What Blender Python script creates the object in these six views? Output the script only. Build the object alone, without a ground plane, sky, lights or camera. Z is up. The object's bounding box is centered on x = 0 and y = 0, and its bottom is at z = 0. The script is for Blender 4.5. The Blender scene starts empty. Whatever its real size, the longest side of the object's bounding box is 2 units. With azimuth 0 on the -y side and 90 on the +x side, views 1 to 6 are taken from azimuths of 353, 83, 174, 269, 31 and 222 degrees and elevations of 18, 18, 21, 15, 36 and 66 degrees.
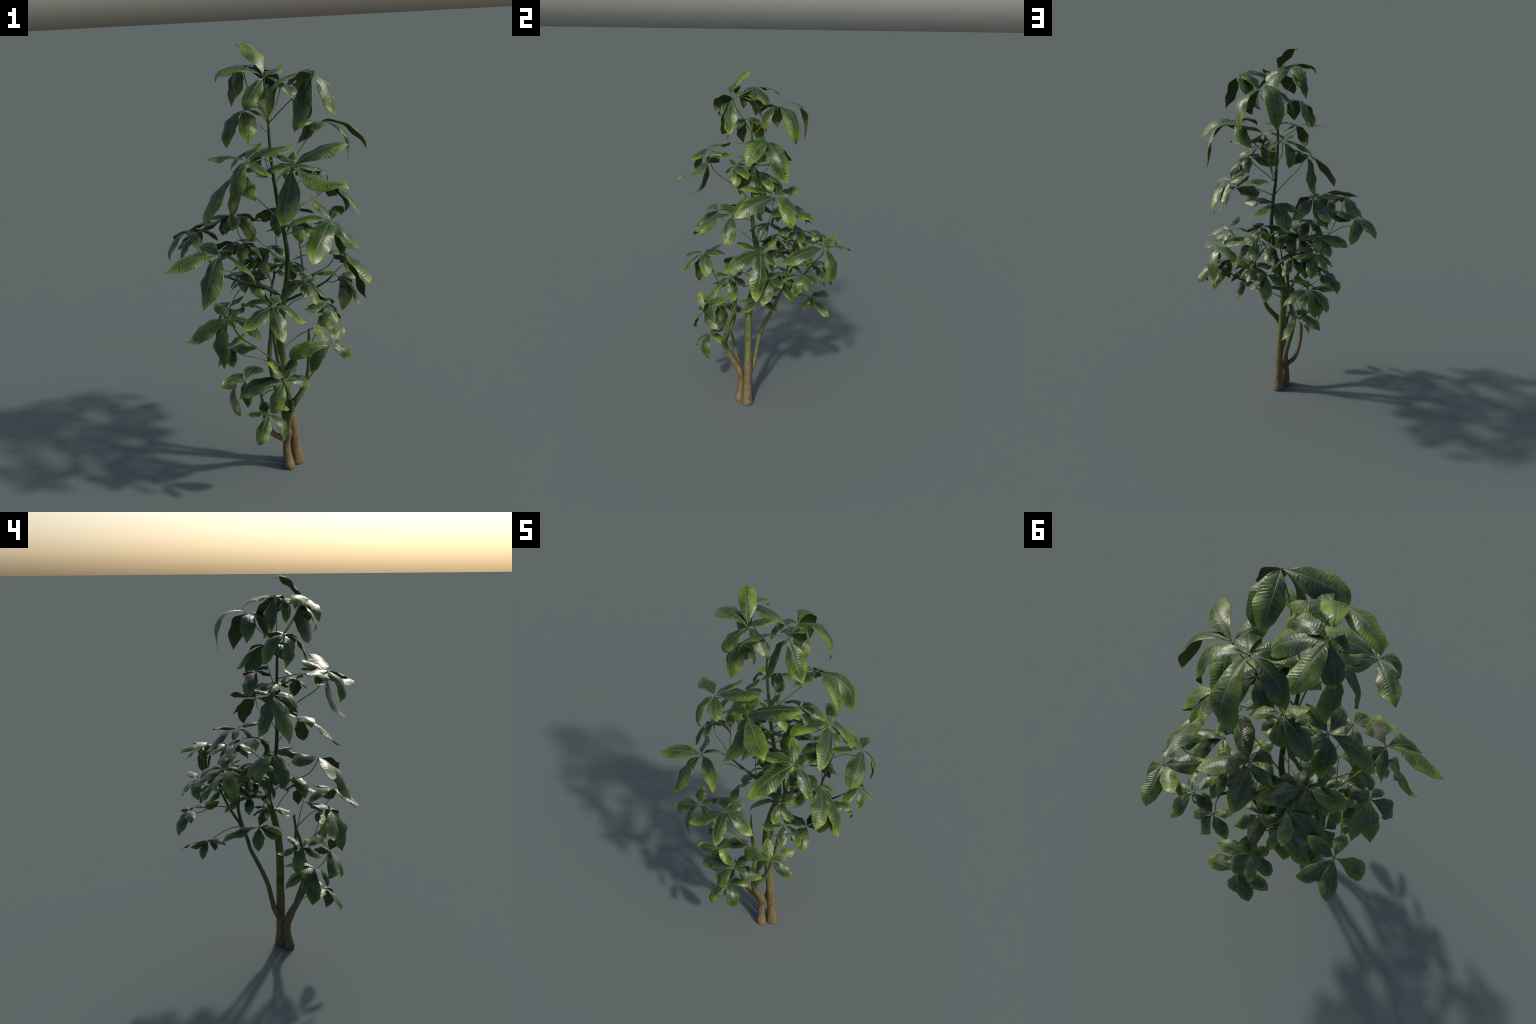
"""A tall, bushy money-tree-like house plant: two fused trunks, forking
branches, long thin leaf stalks that each carry a hand-shaped whorl of five
glossy, arching leaves.  Everything is built procedurally from a description:
stem centre lines, and for each whorl its centre plus (azimuth, elevation,
length) of the chord of every leaf."""
import bpy, math, random
from mathutils import Vector, Matrix, noise

random.seed(7)
UP = Vector((0, 0, 1))
scene = bpy.context.scene


# ------------------------------------------------------------------ helpers
def link(obj, parent=None):
    scene.collection.objects.link(obj)
    if parent is not None:
        obj.parent = parent
    return obj


def mesh_object(name, verts, faces, mat, parent, smooth=True):
    me = bpy.data.meshes.new(name)
    me.from_pydata([tuple(v) for v in verts], [], faces)
    me.update()
    if smooth:
        me.polygons.foreach_set("use_smooth", [True] * len(me.polygons))
    me.materials.append(mat)
    return link(bpy.data.objects.new(name, me), parent)


def spline(points, per=8):
    """Catmull-Rom through (x, y, z, r) control points."""
    p = [Vector(q) for q in points]
    p = [p[0] * 2 - p[1]] + p + [p[-1] * 2 - p[-2]]
    out = []
    for i in range(1, len(p) - 2):
        a, b, c, d = p[i - 1], p[i], p[i + 1], p[i + 2]
        for k in range(per):
            t = k / per
            out.append(0.5 * ((2 * b) + (c - a) * t + (2 * a - 5 * b + 4 * c - d) * t * t
                              + (3 * b - a - 3 * c + d) * t ** 3))
    out.append(p[-2])
    return out


def tube(path, sides=14, lump=0.0, flat_ends=False, seed=0.0):
    """Rings around a list of 4D points (x, y, z, radius)."""
    pts = [Vector(q[:3]) for q in path]
    n = len(pts)
    verts, faces = [], []
    ref = Vector((1, 0, 0))
    for i, c in enumerate(pts):
        t = (pts[min(i + 1, n - 1)] - pts[max(i - 1, 0)]).normalized()
        if flat_ends and i == 0:
            t = UP.copy()
        a = (ref - t * ref.dot(t))
        if a.length < 1e-4:
            a = t.orthogonal()
        a.normalize()
        ref = a
        b = t.cross(a)
        r = max(path[i][3], 1e-4)
        for k in range(sides):
            w = 2 * math.pi * k / sides
            d = a * math.cos(w) + b * math.sin(w)
            rr = r
            if lump:
                rr *= 1 + lump * noise.noise((c + d * r) * 22 + Vector((seed, 0, 0)))
            verts.append(c + d * rr)
    for i in range(n - 1):
        for k in range(sides):
            k2 = (k + 1) % sides
            faces.append((i * sides + k, i * sides + k2, (i + 1) * sides + k2, (i + 1) * sides + k))
    faces.append(tuple(range(sides - 1, -1, -1)))
    faces.append(tuple((n - 1) * sides + k for k in range(sides)))
    return verts, faces


# ---------------------------------------------------------------- materials
def nodes_of(name):
    m = bpy.data.materials.new(name)
    m.use_nodes = True
    nt = m.node_tree
    nt.nodes.clear()
    out = nt.nodes.new("ShaderNodeOutputMaterial")
    bsdf = nt.nodes.new("ShaderNodeBsdfPrincipled")
    nt.links.new(bsdf.outputs[0], out.inputs[0])
    return m, nt, bsdf


class G:
    """Small helper to write node graphs as expressions."""

    def __init__(self, nt):
        self.nt = nt

    def put(self, sock, v):
        if isinstance(v, bpy.types.NodeSocket):
            self.nt.links.new(v, sock)
        elif isinstance(v, (tuple, list)) and len(v) == 3 and sock.type == "RGBA":
            sock.default_value = (*v, 1)
        else:
            sock.default_value = v

    def math(self, op, a, b=0.0, clamp=False):
        n = self.nt.nodes.new("ShaderNodeMath")
        n.operation, n.use_clamp = op, clamp
        self.put(n.inputs[0], a)
        self.put(n.inputs[1], b)
        return n.outputs[0]

    def ramp(self, f, lo, hi, smooth=True):
        n = self.nt.nodes.new("ShaderNodeMapRange")
        n.interpolation_type = "SMOOTHSTEP" if smooth else "LINEAR"
        self.put(n.inputs[0], f)
        n.inputs[1].default_value, n.inputs[2].default_value = lo, hi
        return n.outputs[0]

    def mix(self, f, a, b):
        n = self.nt.nodes.new("ShaderNodeMix")
        n.data_type = "RGBA"
        self.put(n.inputs[0], f)
        self.put(n.inputs[6], a)
        self.put(n.inputs[7], b)
        return n.outputs[2]

    def noise(self, vec, scale, detail=3.0, rough=0.5):
        n = self.nt.nodes.new("ShaderNodeTexNoise")
        self.put(n.inputs["Vector"], vec)
        n.inputs["Scale"].default_value = scale
        n.inputs["Detail"].default_value = detail
        n.inputs["Roughness"].default_value = rough
        return n.outputs["Fac"]

    def mapping(self, vec, scale=(1, 1, 1), loc=(0, 0, 0)):
        n = self.nt.nodes.new("ShaderNodeMapping")
        self.put(n.inputs["Vector"], vec)
        n.inputs["Scale"].default_value = scale
        self.put(n.inputs["Location"], loc)
        return n.outputs[0]

    def bump(self, h, strength, dist, normal=None):
        n = self.nt.nodes.new("ShaderNodeBump")
        n.inputs["Strength"].default_value = strength
        n.inputs["Distance"].default_value = dist
        self.put(n.inputs["Height"], h)
        if normal is not None:
            self.put(n.inputs["Normal"], normal)
        return n.outputs[0]


def leaf_material(name="glossy_leaf", rim=0.0):
    m, nt, b = nodes_of(name)
    g = G(nt)
    tc = nt.nodes.new("ShaderNodeTexCoord")
    oi = nt.nodes.new("ShaderNodeObjectInfo")
    sx = nt.nodes.new("ShaderNodeSeparateXYZ")
    nt.links.new(tc.outputs["Object"], sx.inputs[0])
    sn = nt.nodes.new("ShaderNodeSeparateXYZ")
    nt.links.new(tc.outputs["Normal"], sn.inputs[0])
    x, y = sx.outputs[0], sx.outputs[1]
    rnd = oi.outputs["Random"]
    ay = g.math("ABSOLUTE", y)
    # per-leaf offset for the noises
    off = nt.nodes.new("ShaderNodeCombineXYZ")
    g.put(off.inputs[0], g.math("MULTIPLY", rnd, 37.0))
    g.put(off.inputs[1], g.math("MULTIPLY", rnd, 11.0))
    nvec = g.mapping(tc.outputs["Object"], loc=off.outputs[0])
    wob = g.noise(nvec, 7.0, 2.0)
    blot = g.noise(nvec, 3.2, 3.0)
    streakv = nt.nodes.new("ShaderNodeCombineXYZ")
    # vein coordinate: veins run outward and toward the tip
    vein = g.math("SUBTRACT", x, g.math("MULTIPLY", ay, 0.42))
    vein = g.math("ADD", vein, g.math("MULTIPLY", wob, 0.075))
    g.put(streakv.inputs[0], g.math("ADD", vein, g.math("MULTIPLY", rnd, 9.0)))
    g.put(streakv.inputs[1], g.math("MULTIPLY", y, 0.35))
    streak = g.noise(streakv.outputs[0], 26.0, 2.0, 0.6)
    wave = g.math("SINE", g.math("MULTIPLY", vein, 2 * math.pi * 17))
    line = g.ramp(wave, 0.86, 1.0)
    mid = g.math("SUBTRACT", 1.0, g.ramp(ay, 0.0025, 0.0075))
    # lightness grows to the tip and to the margin
    tipness = g.ramp(x, 0.35, 1.0)
    half = g.math("SINE", g.math("MULTIPLY", g.math("POWER", g.math("MAXIMUM", x, 0.001), 0.85), math.pi))
    edge = g.ramp(g.math("DIVIDE", ay, g.math("ADD", g.math("MULTIPLY", half, 0.185), 0.012)), 0.25, 1.0)
    light = g.math("ADD", g.math("MULTIPLY", tipness, 0.40), g.math("MULTIPLY", edge, 0.50))
    light = g.math("SUBTRACT", light, 0.07)
    light = g.math("ADD", light, g.math("MULTIPLY", g.math("SUBTRACT", blot, 0.5), 1.3))
    light = g.math("ADD", light, g.math("MULTIPLY", g.math("SUBTRACT", streak, 0.5), 1.5))
    light = g.math("ADD", light, g.math("MULTIPLY", g.math("SUBTRACT", rnd, 0.5), 0.50), clamp=True)
    top = g.mix(light, LEAF_DARK, LEAF_LIGHT)
    yellow = g.math("MULTIPLY", g.ramp(x, 0.72, 1.02), g.ramp(blot, 0.42, 0.62))
    top = g.mix(g.math("MULTIPLY", yellow, 0.55), top, LEAF_TIP)
    top = g.mix(g.math("MULTIPLY", line, 0.22), top, LEAF_VEIN)
    top = g.mix(g.math("MULTIPLY", mid, 0.75), top, LEAF_MID)
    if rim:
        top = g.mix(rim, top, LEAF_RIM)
    under = g.mix(g.math("ADD", g.math("MULTIPLY", streak, 0.6), 0.2), UNDER_DARK, UNDER_LIGHT)
    under = g.mix(g.math("MULTIPLY", mid, 0.5), under, LEAF_MID)
    is_top = g.ramp(sn.outputs[2], -0.12, 0.12)
    g.put(b.inputs["Base Color"], g.mix(is_top, under, top))
    rough = g.math("ADD", 0.33, g.math("MULTIPLY", blot, 0.20))
    rough = g.math("ADD", rough, g.math("MULTIPLY", g.math("SUBTRACT", 1.0, is_top), 0.12))
    g.put(b.inputs["Roughness"], rough)
    b.inputs["Specular IOR Level"].default_value = 0.56
    h = g.math("ADD", g.math("MULTIPLY", wave, -0.34), g.math("MULTIPLY", streak, 1.5))
    pucker = g.math("ADD", 0.25, g.math("MULTIPLY", g.ramp(g.noise(nvec, 4.3, 1.0), 0.35, 0.68), 1.15))
    h = g.math("MULTIPLY", g.math("MULTIPLY", h, pucker), g.ramp(ay, 0.0, 0.06))
    h = g.math("ADD", h, g.math("MULTIPLY", wob, 1.6))
    h = g.math("ADD", h, g.math("MULTIPLY", mid, -0.9))
    g.put(b.inputs["Normal"], g.bump(h, 0.52, 0.0015))
    return m


def stem_material(name, low, high, dark, z0, z1, lent):
    """Bark at the foot that turns to green skin above, with pale scars."""
    m, nt, b = nodes_of(name)
    g = G(nt)
    tc = nt.nodes.new("ShaderNodeTexCoord")
    sx = nt.nodes.new("ShaderNodeSeparateXYZ")
    co = tc.outputs["Object"]
    nt.links.new(co, sx.inputs[0])
    z = sx.outputs[2]
    n1 = g.noise(co, 11.0, 3.0)
    fib = g.noise(g.mapping(co, (1, 1, 0.12)), 140.0, 3.0)
    patch = g.noise(g.mapping(co, (1, 1, 0.5)), 16.0, 2.0)
    zz = g.math("ADD", z, g.math("MULTIPLY", g.math("SUBTRACT", n1, 0.5), 0.30))
    t = g.ramp(zz, z0, z1)
    bark = g.mix(g.ramp(fib, 0.3, 0.7), tuple(c * 0.62 for c in low), tuple(c * 1.12 for c in low))
    mott = g.ramp(g.noise(co, 46.0, 4.0, 0.65), 0.40, 0.66)
    bark = g.mix(g.math("MULTIPLY", mott, 0.55), bark, (low[0] * .52, low[1] * .46, low[2] * .42))
    green = g.mix(g.ramp(fib, 0.3, 0.7), tuple(c * 0.8 for c in high), tuple(c * 1.15 for c in high))
    green = g.mix(g.ramp(z, 0.62, 1.0), green, dark)
    green = g.mix(g.math("MULTIPLY", g.ramp(patch, 0.58, 0.66), 0.8), green, (0.016, 0.052, 0.010))
    col = g.mix(t, bark, green)
    vor = nt.nodes.new("ShaderNodeTexVoronoi")
    g.put(vor.inputs["Vector"], g.mapping(co, (1, 1, 0.8)))
    vor.inputs["Scale"].default_value = 30.0
    spot = g.math("SUBTRACT", 1.0, g.ramp(vor.outputs["Distance"], 0.09, 0.17))
    pick = g.ramp(g.noise(co, 37.0, 1.0), 0.47, 0.55)
    spot = g.math("MULTIPLY", g.math("MULTIPLY", spot, pick), lent)
    col = g.mix(spot, col, (0.29, 0.135, 0.05))
    g.put(b.inputs["Base Color"], col)
    b.inputs["Roughness"].default_value = 0.62
    h = g.math("ADD", fib, g.math("MULTIPLY", spot, 0.8))
    g.put(b.inputs["Normal"], g.bump(h, 0.35, 0.0022))
    return m


def stalk_material():
    m, nt, b = nodes_of("leaf_stalk_green")
    g = G(nt)
    tc = nt.nodes.new("ShaderNodeTexCoord")
    n = g.noise(tc.outputs["Object"], 18.0, 2.0)
    g.put(b.inputs["Base Color"], g.mix(n, (0.060, 0.105, 0.018), (0.150, 0.205, 0.040)))
    b.inputs["Roughness"].default_value = 0.45
    return m


LEAF_DARK = (0.014, 0.037, 0.009)  # blade green, darkened further to bake in the deep shade on crown leaves
LEAF_LIGHT = (0.112, 0.180, 0.014)
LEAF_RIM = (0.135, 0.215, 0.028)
LEAF_TIP = (0.240, 0.300, 0.026)
LEAF_VEIN = (0.110, 0.150, 0.030)
LEAF_MID = (0.135, 0.195, 0.030)
UNDER_DARK = (0.030, 0.052, 0.010)
UNDER_LIGHT = (0.075, 0.105, 0.018)
BARK = (0.152, 0.113, 0.052)
SKIN = (0.085, 0.115, 0.024)

M_LEAF = leaf_material()
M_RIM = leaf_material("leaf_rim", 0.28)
M_TRUNK = stem_material("bark_to_green", BARK, SKIN, (0.018, 0.050, 0.008), 0.24, 0.42, 0.9)
M_BRANCH = stem_material("branch_skin", BARK, (0.075, 0.100, 0.026), (0.022, 0.048, 0.010), 0.20, 0.42, 0.8)
M_STALK = stalk_material()

# ---------------------------------------------------------------- the plant
plant = bpy.data.objects.new("potless_money_tree", None)
plant["label"] = "bushy money tree plant with whorls of glossy green leaves"
plant["category"] = "house plant"
link(plant)

STEMS = {}


def stem(key, name, points, mat, sides=16, lump=0.08, per=8, flat=False):
    path = spline(points, per)
    if flat:
        path[0][2] = 0.0
    STEMS[key] = path
    v, f = tube(path, sides, lump, flat, seed=len(STEMS) * 3.1)
    if flat:
        v = [Vector((p.x, p.y, max(p.z, 0.0))) for p in v]
    return mesh_object(name, v, f, mat, plant)


# main trunk: straight below, a kink at z 0.85, then thin and leaning back
stem("S0", "trunk", [
    (.084, -.081, 0, .0345), (.083, -.080, .014, .0350), (.081, -.079, .05, .0305), (.076, -.078, .1, .0265), (.068, -.076, .2, .0245),
    (.058, -.074, .32, .0225), (.046, -.072, .42, .0215), (.036, -.070, .52, .0205), (.028, -.066, .6, .020),
    (.033, -.053, .7, .0185), (.048, -.031, .79, .0165), (.064, -.012, .86, .0145), (.075, -.020, .93, .0120),
    (.081, -.036, 1.02, .0110), (.077, -.050, 1.1, .0100), (.063, -.055, 1.2, .0092), (.045, -.053, 1.3, .0084),
    (.034, -.052, 1.4, .0076), (.024, -.053, 1.5, .0070), (.019, -.054, 1.6, .0064), (.018, -.056, 1.685, .0048)],
    M_TRUNK, 20, 0.10, 8, True)
# second, shorter trunk leaning on it
stem("S1", "trunk", [
    (.038, -.125, 0, .0275), (.037, -.124, .014, .0275), (.033, -.117, .06, .0215), (.030, -.113, .1, .0185), (.033, -.112, .15, .0195),
    (.034, -.122, .19, .0225), (.031, -.140, .23, .0185), (.032, -.167, .28, .0170), (.037, -.198, .34, .0160),
    (.046, -.218, .395, .0155), (.052, -.222, .42, .012)],
    M_TRUNK, 18, 0.12, 8, True)
stem("Bb", "branch", [
    (.040, -.205, .36, .013), (.060, -.220, .41, .0155), (.091, -.217, .45, .0140), (.120, -.203, .50, .0118), (.133, -.194, .55, .0100),
    (.139, -.183, .60, .0092), (.145, -.166, .65, .0080), (.147, -.155, .70, .0060), (.148, -.148, .735, .0036)], M_BRANCH)
stem("Ba", "branch", [
    (.042, -.208, .36, .012), (.044, -.214, .40, .0125), (.031, -.195, .45, .0115), (.021, -.170, .50, .0108), (.010, -.154, .55, .0104),
    (.001, -.150, .60, .0096), (-.007, -.149, .65, .0086), (-.012, -.150, .70, .0070), (-.016, -.146, .76, .0048), (-.017, -.142, .80, .003)], M_BRANCH)
stem("Bl", "branch", [
    (.022, -.108, .145, .013), (-.005, -.108, .165, .0140), (-.028, -.115, .185, .0128), (-.048, -.126, .222, .0112), (-.062, -.137, .26, .0102),
    (-.072, -.143, .30, .0096), (-.079, -.153, .35, .0086), (-.083, -.166, .40, .0072), (-.090, -.180, .45, .0055), (-.094, -.188, .48, .0034)], M_BRANCH)
stem("S3", "branch", [
    (.040, -.085, .15, .014), (.041, -.056, .20, .0155), (.036, -.036, .25, .0145), (.026, -.024, .30, .0132), (.000, -.003, .40, .0124),
    (-.014, .036, .50, .0118), (-.008, .062, .55, .0115), (.003, .088, .60, .0104), (.011, .103, .65, .0098), (.018, .121, .70, .0092),
    (.022, .140, .76, .0080), (.026, .152, .82, .0068), (.046, .166, .90, .0050), (.056, .174, .98, .0032)], M_BRANCH)
stem("S3a", "branch", [
    (.018, .122, .70, .0082), (.010, .150, .755, .0078), (-.012, .180, .81, .0068), (-.032, .208, .87, .0060), (-.050, .236, .94, .0048),
    (-.060, .252, 1.0, .003)], M_BRANCH)
stem("S4", "branch", [
    (.016, .115, .685, .0085), (.055, .138, .745, .0085), (.14, .15, .777, .0078), (.20, .150, .797, .0070), (.245, .150, .816, .0064),
    (.30, .150, .845, .0050), (.345, .150, .885, .0032)], M_BRANCH)
stem("S4b", "branch", [
    (.185, .150, .792, .0062), (.197, .190, .83, .0062), (.202, .250, .90, .0054), (.205, .300, .96, .0044), (.205, .335, .995, .003)], M_BRANCH)
stem("S5", "branch", [
    (.056, -.020, .83, .0105), (.020, -.008, .872, .0100), (-.027, .001, .902, .0092), (-.075, .003, .918, .0082), (-.111, .004, .930, .0072), (-.165, .004, .952, .0060),
    (-.215, .000, .978, .0044), (-.245, -.004, 1.0, .003)], M_BRANCH)


def on_stem(key, z=None, t=None):
    path = STEMS[key]
    if t is not None:
        return Vector(path[int(t * (len(path) - 1))][:3])
    return Vector(min(path, key=lambda q: abs(q[2] - z))[:3])


# ---------------------------------------------------------------- the leaves
PROFILE = [(0, .03), (.05, .06), (.12, .25), (.22, .56), (.33, .83), (.44, .97), (.55, 1.0), (.66, .97), (.77, .82), (.86, .57), (.92, .33), (.96, .15), (1.0, .012)]


def profile(u):
    for (a, fa), (b, fb) in zip(PROFILE, PROFILE[1:]):
        if u <= b:
            s = (u - a) / (b - a)
            return fa + (fb - fa) * s
    return 0.0


def leaf_mesh(bend, width, curl, wav, twist, sickle, rnd):
    """Leaf of unit chord along +x, upper side +z, midrib at y = 0."""
    NU, NW = 20, 5
    # spine: turn angle eases from +bend to -bend, with a curled tip
    pts, ang = [Vector((0, 0, 0))], []
    for i in range(NU):
        u = (i + .5) / NU
        s = u * u * (3 - 2 * u)
        a = bend * (1 - 2 * (0.55 * s + 0.45 * u)) + curl * max(0, (u - .72) / .28) ** 1.5
        ang.append(a)
        pts.append(pts[-1] + Vector((math.cos(a), 0, math.sin(a))) / NU)
    L = pts[-1].length
    tilt = math.atan2(pts[-1].z, pts[-1].x)
    rot = Matrix.Rotation(tilt, 3, "Y")
    verts, faces = [], []
    ph = rnd.uniform(0, 6.28)
    for i in range(NU + 1):
        u = i / NU
        c = rot @ pts[i] / L
        a = ang[min(i, NU - 1)] * .5 + ang[max(i - 1, 0)] * .5 - tilt
        tw = twist * u * u
        nrm = Vector((-math.sin(a) * math.cos(tw), -math.sin(tw), math.cos(a) * math.cos(tw)))
        lat = Vector((-math.sin(a) * math.sin(tw), math.cos(tw), math.cos(a) * math.sin(tw)))
        side = sickle * (u - u * u) * 4
        w = width * .5 * profile(u)
        fold = 0.42 * (1 - u) ** 1.5 - 0.16 * math.sin(math.pi * u) - .05
        for k in range(-NW, NW + 1):
            s = math.copysign((0, .25, .5, .74, .94, 1.0)[abs(k)], k)
            y = s * w
            z = abs(s) * w * fold - 0.30 * w * s * s * math.sin(math.pi * min(1, u * 1.1))
            z += wav * math.sin(u * 15 + ph + (2.1 if s > 0 else 0)) * s * s * math.sin(math.pi * u)
            verts.append(c + nrm * z + lat * (y * (1 + .05 * math.sin(u * 19 + ph + s))) + Vector((0, side, 0)))
    S = 2 * NW + 1
    for i in range(NU):
        for k in range(S - 1):
            faces.append((i * S + k, (i + 1) * S + k, (i + 1) * S + k + 1, i * S + k + 1))
    return verts, faces


def whorl(stem_key, at, centre, leaves, out=None, tilt=0.5, sag=0.35, thick=1.0):
    """Leaf stalk from a stem to the centre, and the leaves that radiate there.
    leaves: (azimuth deg, elevation deg, chord length m[, bend deg])"""
    c = Vector(centre)
    rnd = random.Random(int(c.x * 1e4) * 7 + int(c.z * 1e4))
    a = on_stem(stem_key, z=at) if at > 0 else on_stem(stem_key, t=-at)
    o = Vector((c.x - .02, c.y + .04, 0)) if out is None else Vector((math.cos(math.radians(out)), math.sin(math.radians(out)), 0))
    o.normalize()
    n = (UP + o * tilt).normalized()
    # stalk: leaves the stem steeply, bows outward, ends along the whorl axis
    d = (c - a).length
    p1 = a + (c - a) * .33 + UP * d * sag * .12 + o * d * .06
    p2 = a + (c - a) * .72 - UP * d * sag * .14 + o * d * .05 + Vector([rnd.uniform(-.04, .04) * d for _ in range(3)])
    p3 = c - n * .012
    r = .0023 * thick
    path = spline([(*a, r * 1.7), (*(a + (p1 - a) * .2), r * 1.25), (*p1, r), (*p2, r * .92), (*p3, r), (*(c + n * .002), r * 1.5)], 6)
    v, f = tube(path, 7)
    stalk = mesh_object("leaf_stalk", v, f, M_STALK, plant)
    for spec in leaves:
        az, el, L = spec[:3]
        az_r, el_r = math.radians(az), math.radians(el)
        x = Vector((math.cos(el_r) * math.cos(az_r), math.cos(el_r) * math.sin(az_r), math.sin(el_r)))
        flat_y = Vector((-math.sin(az_r), math.cos(az_r), 0))
        y = n.cross(x)
        y = (y.normalized() * .6 + flat_y * .6) if y.length > .2 and y.dot(flat_y) > -.2 else flat_y
        y = (y - x * x.dot(y)).normalized()
        z = x.cross(y)
        roll = math.radians(spec[4] if len(spec) > 4 else rnd.gauss(0, 12))
        y, z = y * math.cos(roll) + z * math.sin(roll), z * math.cos(roll) - y * math.sin(roll)
        drop = -math.degrees(math.asin(max(-1, min(1, x.dot(n)))))
        bend = spec[3] if len(spec) > 3 and spec[3] is not None else max(20, min(60, drop * .8 + 14)) * rnd.uniform(.85, 1.12)
        width = (.48 - .64 * (max(.08, min(.27, L)) - .08)) * rnd.uniform(.90, 1.08) * (1 + abs(bend) / 900)
        curl = math.radians(rnd.choice([0, 10, 30, 50, 75, -40, -65]) if len(spec) < 6 else spec[5])
        verts, faces = leaf_mesh(math.radians(bend), width, curl, rnd.uniform(.010, .034), rnd.gauss(0, .35), rnd.gauss(0, .022), rnd)
        ob = mesh_object("leaf", verts, faces, M_LEAF, stalk)
        s = L * .985
        base = c + x * .003 + n * .001
        ob.matrix_local = Matrix.Translation(base) @ Matrix((x, y, z)).transposed().to_4x4() @ Matrix.Scale(s, 4)
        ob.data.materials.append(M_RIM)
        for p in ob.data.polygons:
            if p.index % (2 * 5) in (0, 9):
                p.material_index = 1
        so = ob.modifiers.new("thickness", "SOLIDIFY")
        so.thickness, so.offset = .0008 / s, 0.0


# crown: five whorls on stalks from the tip of the trunk
whorl("S0", 1.67, (-.009, -.170, 1.864), [(124, 38, .201, 30, 0, -50), (167, -4, .197, 40), (48, 16, .140), (-22, -36, .150), (-151, -51, .158, 30, -30)], out=-100)
whorl("S0", 1.66, (.190, -.174, 1.868), [(-14, -62, .205, 26, 35), (-156, -23, .226, 30, 28), (-152, -61, .235, 24, 0), (97, -34, .186), (111, -17, .200)], out=-40, tilt=.3)
whorl("S0", 1.68, (-.079, -.054, 1.900), [(32, -28, .205), (92, -19, .178, 25), (148, -68, .174), (-135, -65, .130), (2, -24, .165)], out=150, tilt=.2)
whorl("S0", 1.64, (.098, .079, 1.813), [(34, -51, .243, 60), (106, -48, .251, 82), (174, -41, .196), (-51, -57, .153), (-123, -23, .123)], tilt=.25)
whorl("S0", 1.62, (-.090, -.084, 1.727), [(115, -50, .179), (-179, -62, .171), (-90, -49, .164), (32, -15, .120), (-30, -25, .120)], tilt=.2)
# middle of the trunk
whorl("S0", 1.50, (-.111, -.287, 1.553), [(145, -1, .182), (-129, -64, .160), (-53, -20, .148), (17, 9, .225), (58, 20, .145)], tilt=.4)
whorl("S0", 1.27, (.070, -.300, 1.520), [(14, 13, .265), (-41, -16, .266, -22), (-124, -60, .251, -14), (160, -16, .155), (100, 10, .130)], tilt=.5, thick=1.3)
whorl("S0", 1.40, (.243, .003, 1.646), [(-33, -26, .248, 44, -14), (29, -47, .280, 58, 28), (115, -35, .200), (-102, -4, .154), (-160, -15, .120)], tilt=.3, thick=1.2)
whorl("S0", 1.36, (.007, .054, 1.537), [(114, -71, .139), (170, -36, .177), (-140, 20, .100), (35, -18, .105), (-50, -15, .120)], tilt=.3)
whorl("S0", 1.22, (.291, .051, 1.355), [(33, -54, .193), (112, 8, .150), (-70, -21, .272, 24, -30), (-113, 2, .224), (171, 35, .140), (75, -35, .160)], tilt=.5)
whorl("S0", 1.16, (.250, -.180, 1.245), [(-17, -48, .195), (-121, -25, .277), (-164, -2, .198), (128, 42, .138), (61, 6, .150)], tilt=.6)
whorl("S0", 1.00, (-.138, .093, 1.232), [(113, -44, .184), (44, -20, .200), (-167, -9, .156), (-48, -49, .140), (-100, -15, .140)], tilt=.3)
whorl("S0", 1.33, (.092, -.156, 1.484), [(-124, -36, .075), (-159, 26, .070), (72, 40, .086), (27, -21, .150), (5, -50, .130), (120, -10, .110)], tilt=.6)
whorl("S0", 1.22, (-.124, -.025, 1.441), [(116, -68, .217, 25), (-155, -49, .272, 30), (-69, -27, .181), (78, 18, .101), (-10, 25, .120)], out=180, tilt=.9)
whorl("S0", 1.30, (.186, -.031, 1.457), [(-20, -50, .140), (30, -35, .140), (85, -30, .130), (148, -17, .156), (-120, -5, .120)], tilt=.3)
# skirt around the forks
whorl("S5", -.66, (-.240, -.240, 1.153), [(-121, -46, .252), (-169, -10, .240, 30, -25), (120, 3, .155), (65, -22, .133), (-36, -38, .205, 34, -28)], tilt=.4, thick=1.2)
whorl("Ba", .72, (-.039, -.335, .939), [(-80, -41, .173), (-140, -14, .191), (7, -33, .175), (129, -14, .174), (65, 5, .105)], tilt=.5)
whorl("S3a", .93, (-.089, .347, 1.009), [(73, -47, .128), (-175, -39, .118), (26, 8, .129), (-63, -22, .178), (125, -30, .115)], tilt=.4)
whorl("S5", -.95, (-.325, -.022, 1.193), [(132, -38, .159), (102, -35, .165), (-150, -56, .173), (-91, -34, .090), (10, -26, .110)], tilt=.4)
whorl("S5", -.97, (-.353, .205, 1.139), [(118, -30, .155), (-154, -50, .163), (61, -39, .163), (4, 15, .120), (-66, -26, .110)], tilt=.4)
whorl("Bb", .65, (.211, -.200, .877), [(-143, 3, .118), (-66, -40, .112), (11, -58, .150), (101, 17, .085), (55, -25, .105)], tilt=.5)
whorl("S0", .86, (.309, -.035, 1.051), [(-65, -21, .249, 28, -26), (-12, -58, .284, 40, -22), (161, -3, .131), (68, -33, .123), (-115, 15, .140)], tilt=.5, thick=1.2)
whorl("Bl", .33, (-.074, -.295, .404), [(-19, -67, .150), (-126, -45, .140), (33, -17, .119), (167, -3, .095), (100, 12, .090)], tilt=.5)
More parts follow.
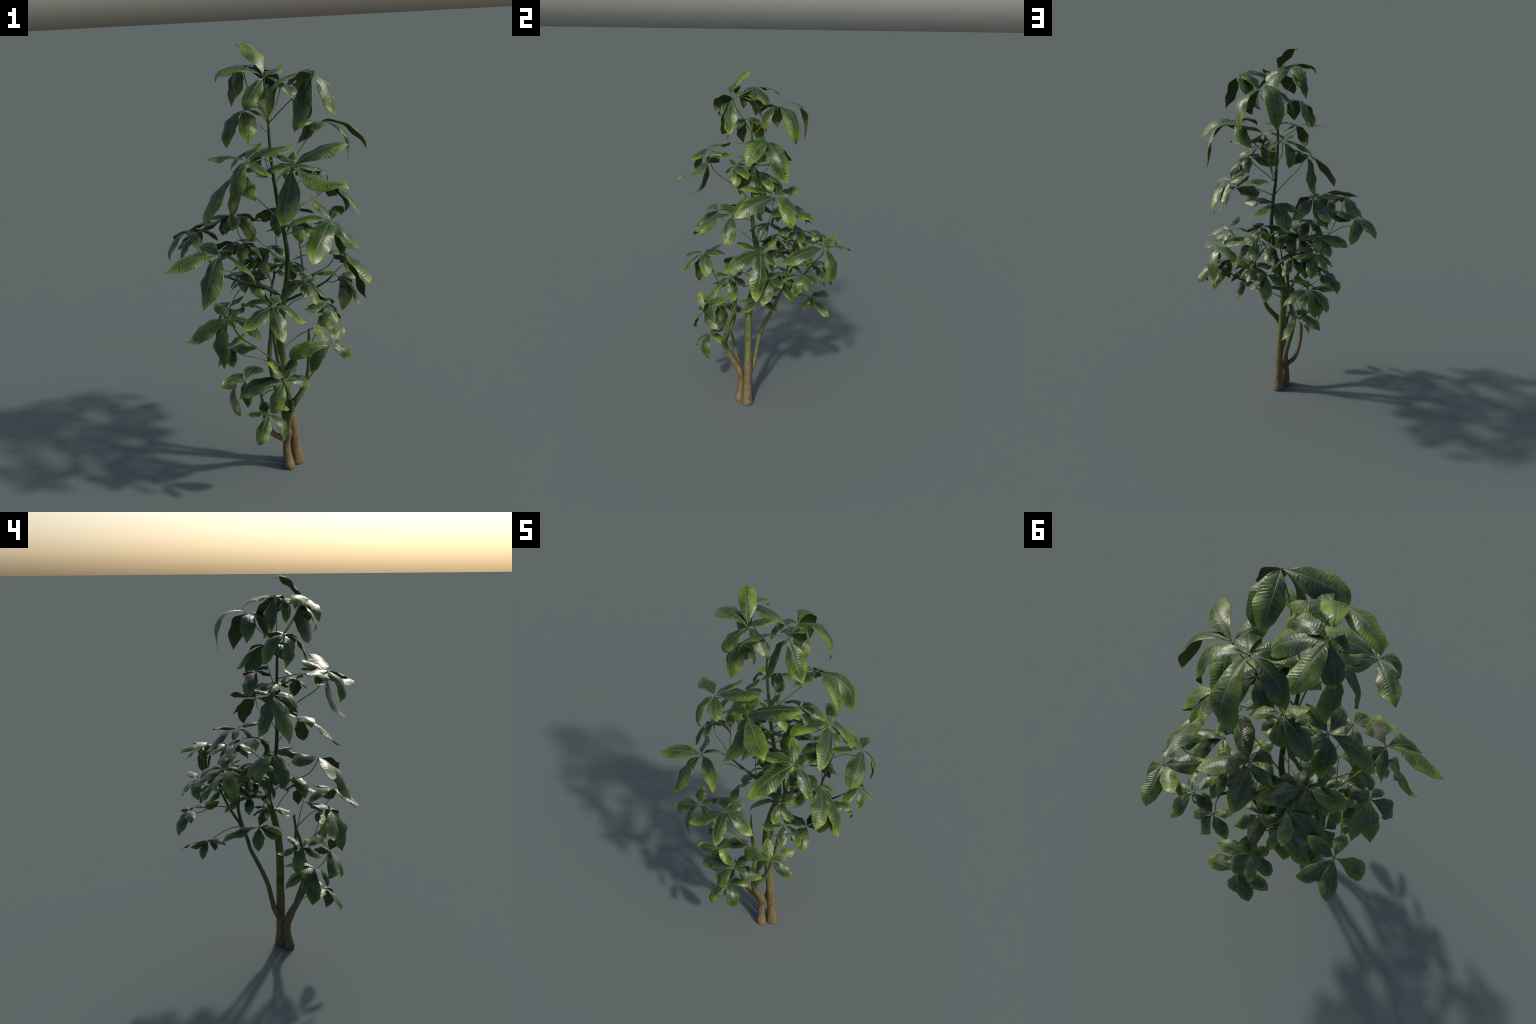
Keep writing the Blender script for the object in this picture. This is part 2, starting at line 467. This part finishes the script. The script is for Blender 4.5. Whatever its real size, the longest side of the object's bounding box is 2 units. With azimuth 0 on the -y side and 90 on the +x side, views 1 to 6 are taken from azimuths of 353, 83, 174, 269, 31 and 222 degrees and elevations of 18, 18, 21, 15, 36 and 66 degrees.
whorl("Bl", .43, (-.003, -.329, .583), [(27, -24, .160), (172, -21, .205), (-165, 50, .130), (38, 50, .115), (-140, -57, .150)], out=-80, tilt=.8)
whorl("Ba", .56, (-.219, -.302, .888), [(-125, -70, .214), (180, -26, .208, 30, -28), (54, 6, .119), (120, 23, .111), (-3, -41, .175)], tilt=.5, thick=1.5)
whorl("Bb", .50, (.206, -.309, .718), [(47, 20, .137, 24, 32, 10), (137, 48, .115, 20, 0, 0), (11, -34, .140, 28, 32, 20), (170, -23, .175), (-172, -52, .145)], out=-65, tilt=.8)
whorl("S3a", .85, (-.057, .399, .841), [(-172, -11, .137), (109, -70, .146), (13, -24, .157), (-75, 12, .160), (150, -45, .145)], tilt=.5)
whorl("S0", .60, (.245, -.020, .746), [(-100, -5, .125), (-70, -25, .135), (60, -35, .120), (95, 5, .105), (170, 15, .105)], tilt=.5)
whorl("S0", .78, (.147, -.150, .953), [(-160, -30, .160), (-70, -45, .115), (-15, -35, .115), (60, 0, .100), (140, -20, .120)], tilt=.3)
whorl("S4b", .97, (.369, .314, 1.081), [(109, -12, .166), (24, -73, .189), (-74, -11, .274), (151, 17, .154), (-142, 5, .178)], tilt=.4, thick=1.1)
whorl("S3a", .73, (.002, .308, .656), [(-47, -61, .083), (45, -30, .167), (126, -9, .172), (-120, -8, .106), (150, -55, .110)], tilt=.3)
whorl("S3", .93, (.074, .149, 1.234), [(105, -33, .201), (43, -10, .196), (-34, -3, .186), (-100, -50, .150), (175, -25, .120)], tilt=.2)
whorl("Bl", .45, (-.167, -.239, .556), [(152, -81, .193), (111, -27, .185), (-88, -57, .120), (61, -8, .190), (-160, 5, .120)], tilt=.4)
whorl("Ba", .56, (-.213, -.160, .688), [(97, -10, .120), (160, -60, .130), (-90, -25, .115), (-50, 14, .165), (40, 20, .100)], out=185, tilt=.8)
whorl("S4", -.70, (.337, .032, .905), [(135, -11, .154), (-95, -62, .160), (-35, -48, .170), (50, -45, .180), (20, -10, .120)], tilt=.4)
whorl("S4", -.97, (.424, .182, .947), [(-100, -29, .117), (-144, 29, .075), (-56, -66, .124), (30, -40, .120), (100, -30, .120)], tilt=.3)
whorl("S4b", .99, (.195, .332, 1.113), [(177, -47, .085), (16, -36, .100), (79, -36, .137), (-109, 11, .090), (-50, -20, .090)], tilt=.4)
whorl("S4b", .85, (.151, .304, .907), [(20, -35, .115), (75, -60, .145), (160, -30, .115), (-150, 30, .100), (-20, 20, .090)], tilt=.5)
whorl("S3a", .98, (-.133, .220, 1.064), [(10, 0, .100), (170, -20, .165), (130, -50, .130), (80, -40, .105), (-100, -20, .105)], tilt=.3)
whorl("S3a", .96, (-.130, .190, 1.200), [(175, -20, .200), (120, -20, .130), (-120, -30, .120)], tilt=.3)
whorl("S5", -.55, (-.200, .046, .795), [(100, -20, .195), (175, -60, .120), (-100, -35, .105), (-30, 40, .120), (-80, -25, .130)], tilt=.5)
whorl("S5", -.40, (-.090, .090, .915), [(-62, -34, .127), (78, -34, .158), (178, -35, .110), (130, 0, .100), (0, 0, .095)], tilt=.3)
# inner whorls, mostly shaded, that close the heart of the crown
whorl("S3", .90, (.100, .072, .977), [(186, -32, .140), (-12, -40, .130), (75, -30, .125), (-60, -15, .115), (125, 0, .100)], tilt=.2)
whorl("S4b", .90, (.155, .188, 1.128), [(100, -15, .125), (-85, -25, .130), (170, -10, .140), (20, -40, .130), (-40, -20, .110)], tilt=.2)
whorl("S3a", .90, (-.055, .093, 1.012), [(180, -25, .120), (110, -35, .120), (30, -25, .115), (-60, -35, .115), (-110, -10, .100)], tilt=.2)
whorl("S3", .97, (.013, .105, 1.053), [(175, -10, .135), (-120, -35, .130), (-30, -30, .120), (60, -20, .120), (110, -40, .125)], tilt=.2)
whorl("S5", -.45, (-.113, .060, 1.095), [(-170, -30, .130), (-100, -25, .125), (-40, -30, .120), (60, -25, .130), (130, -35, .120)], tilt=.2)
whorl("S4", .79, (.180, .100, .870), [(-100, -20, .120), (-30, -35, .130), (40, -30, .120), (110, -35, .125), (180, -15, .110)], tilt=.3)
whorl("S3", .85, (.000, .205, .945), [(-170, -25, .125), (-100, -20, .120), (-20, -30, .130), (50, -35, .120), (120, -30, .120)], tilt=.3)
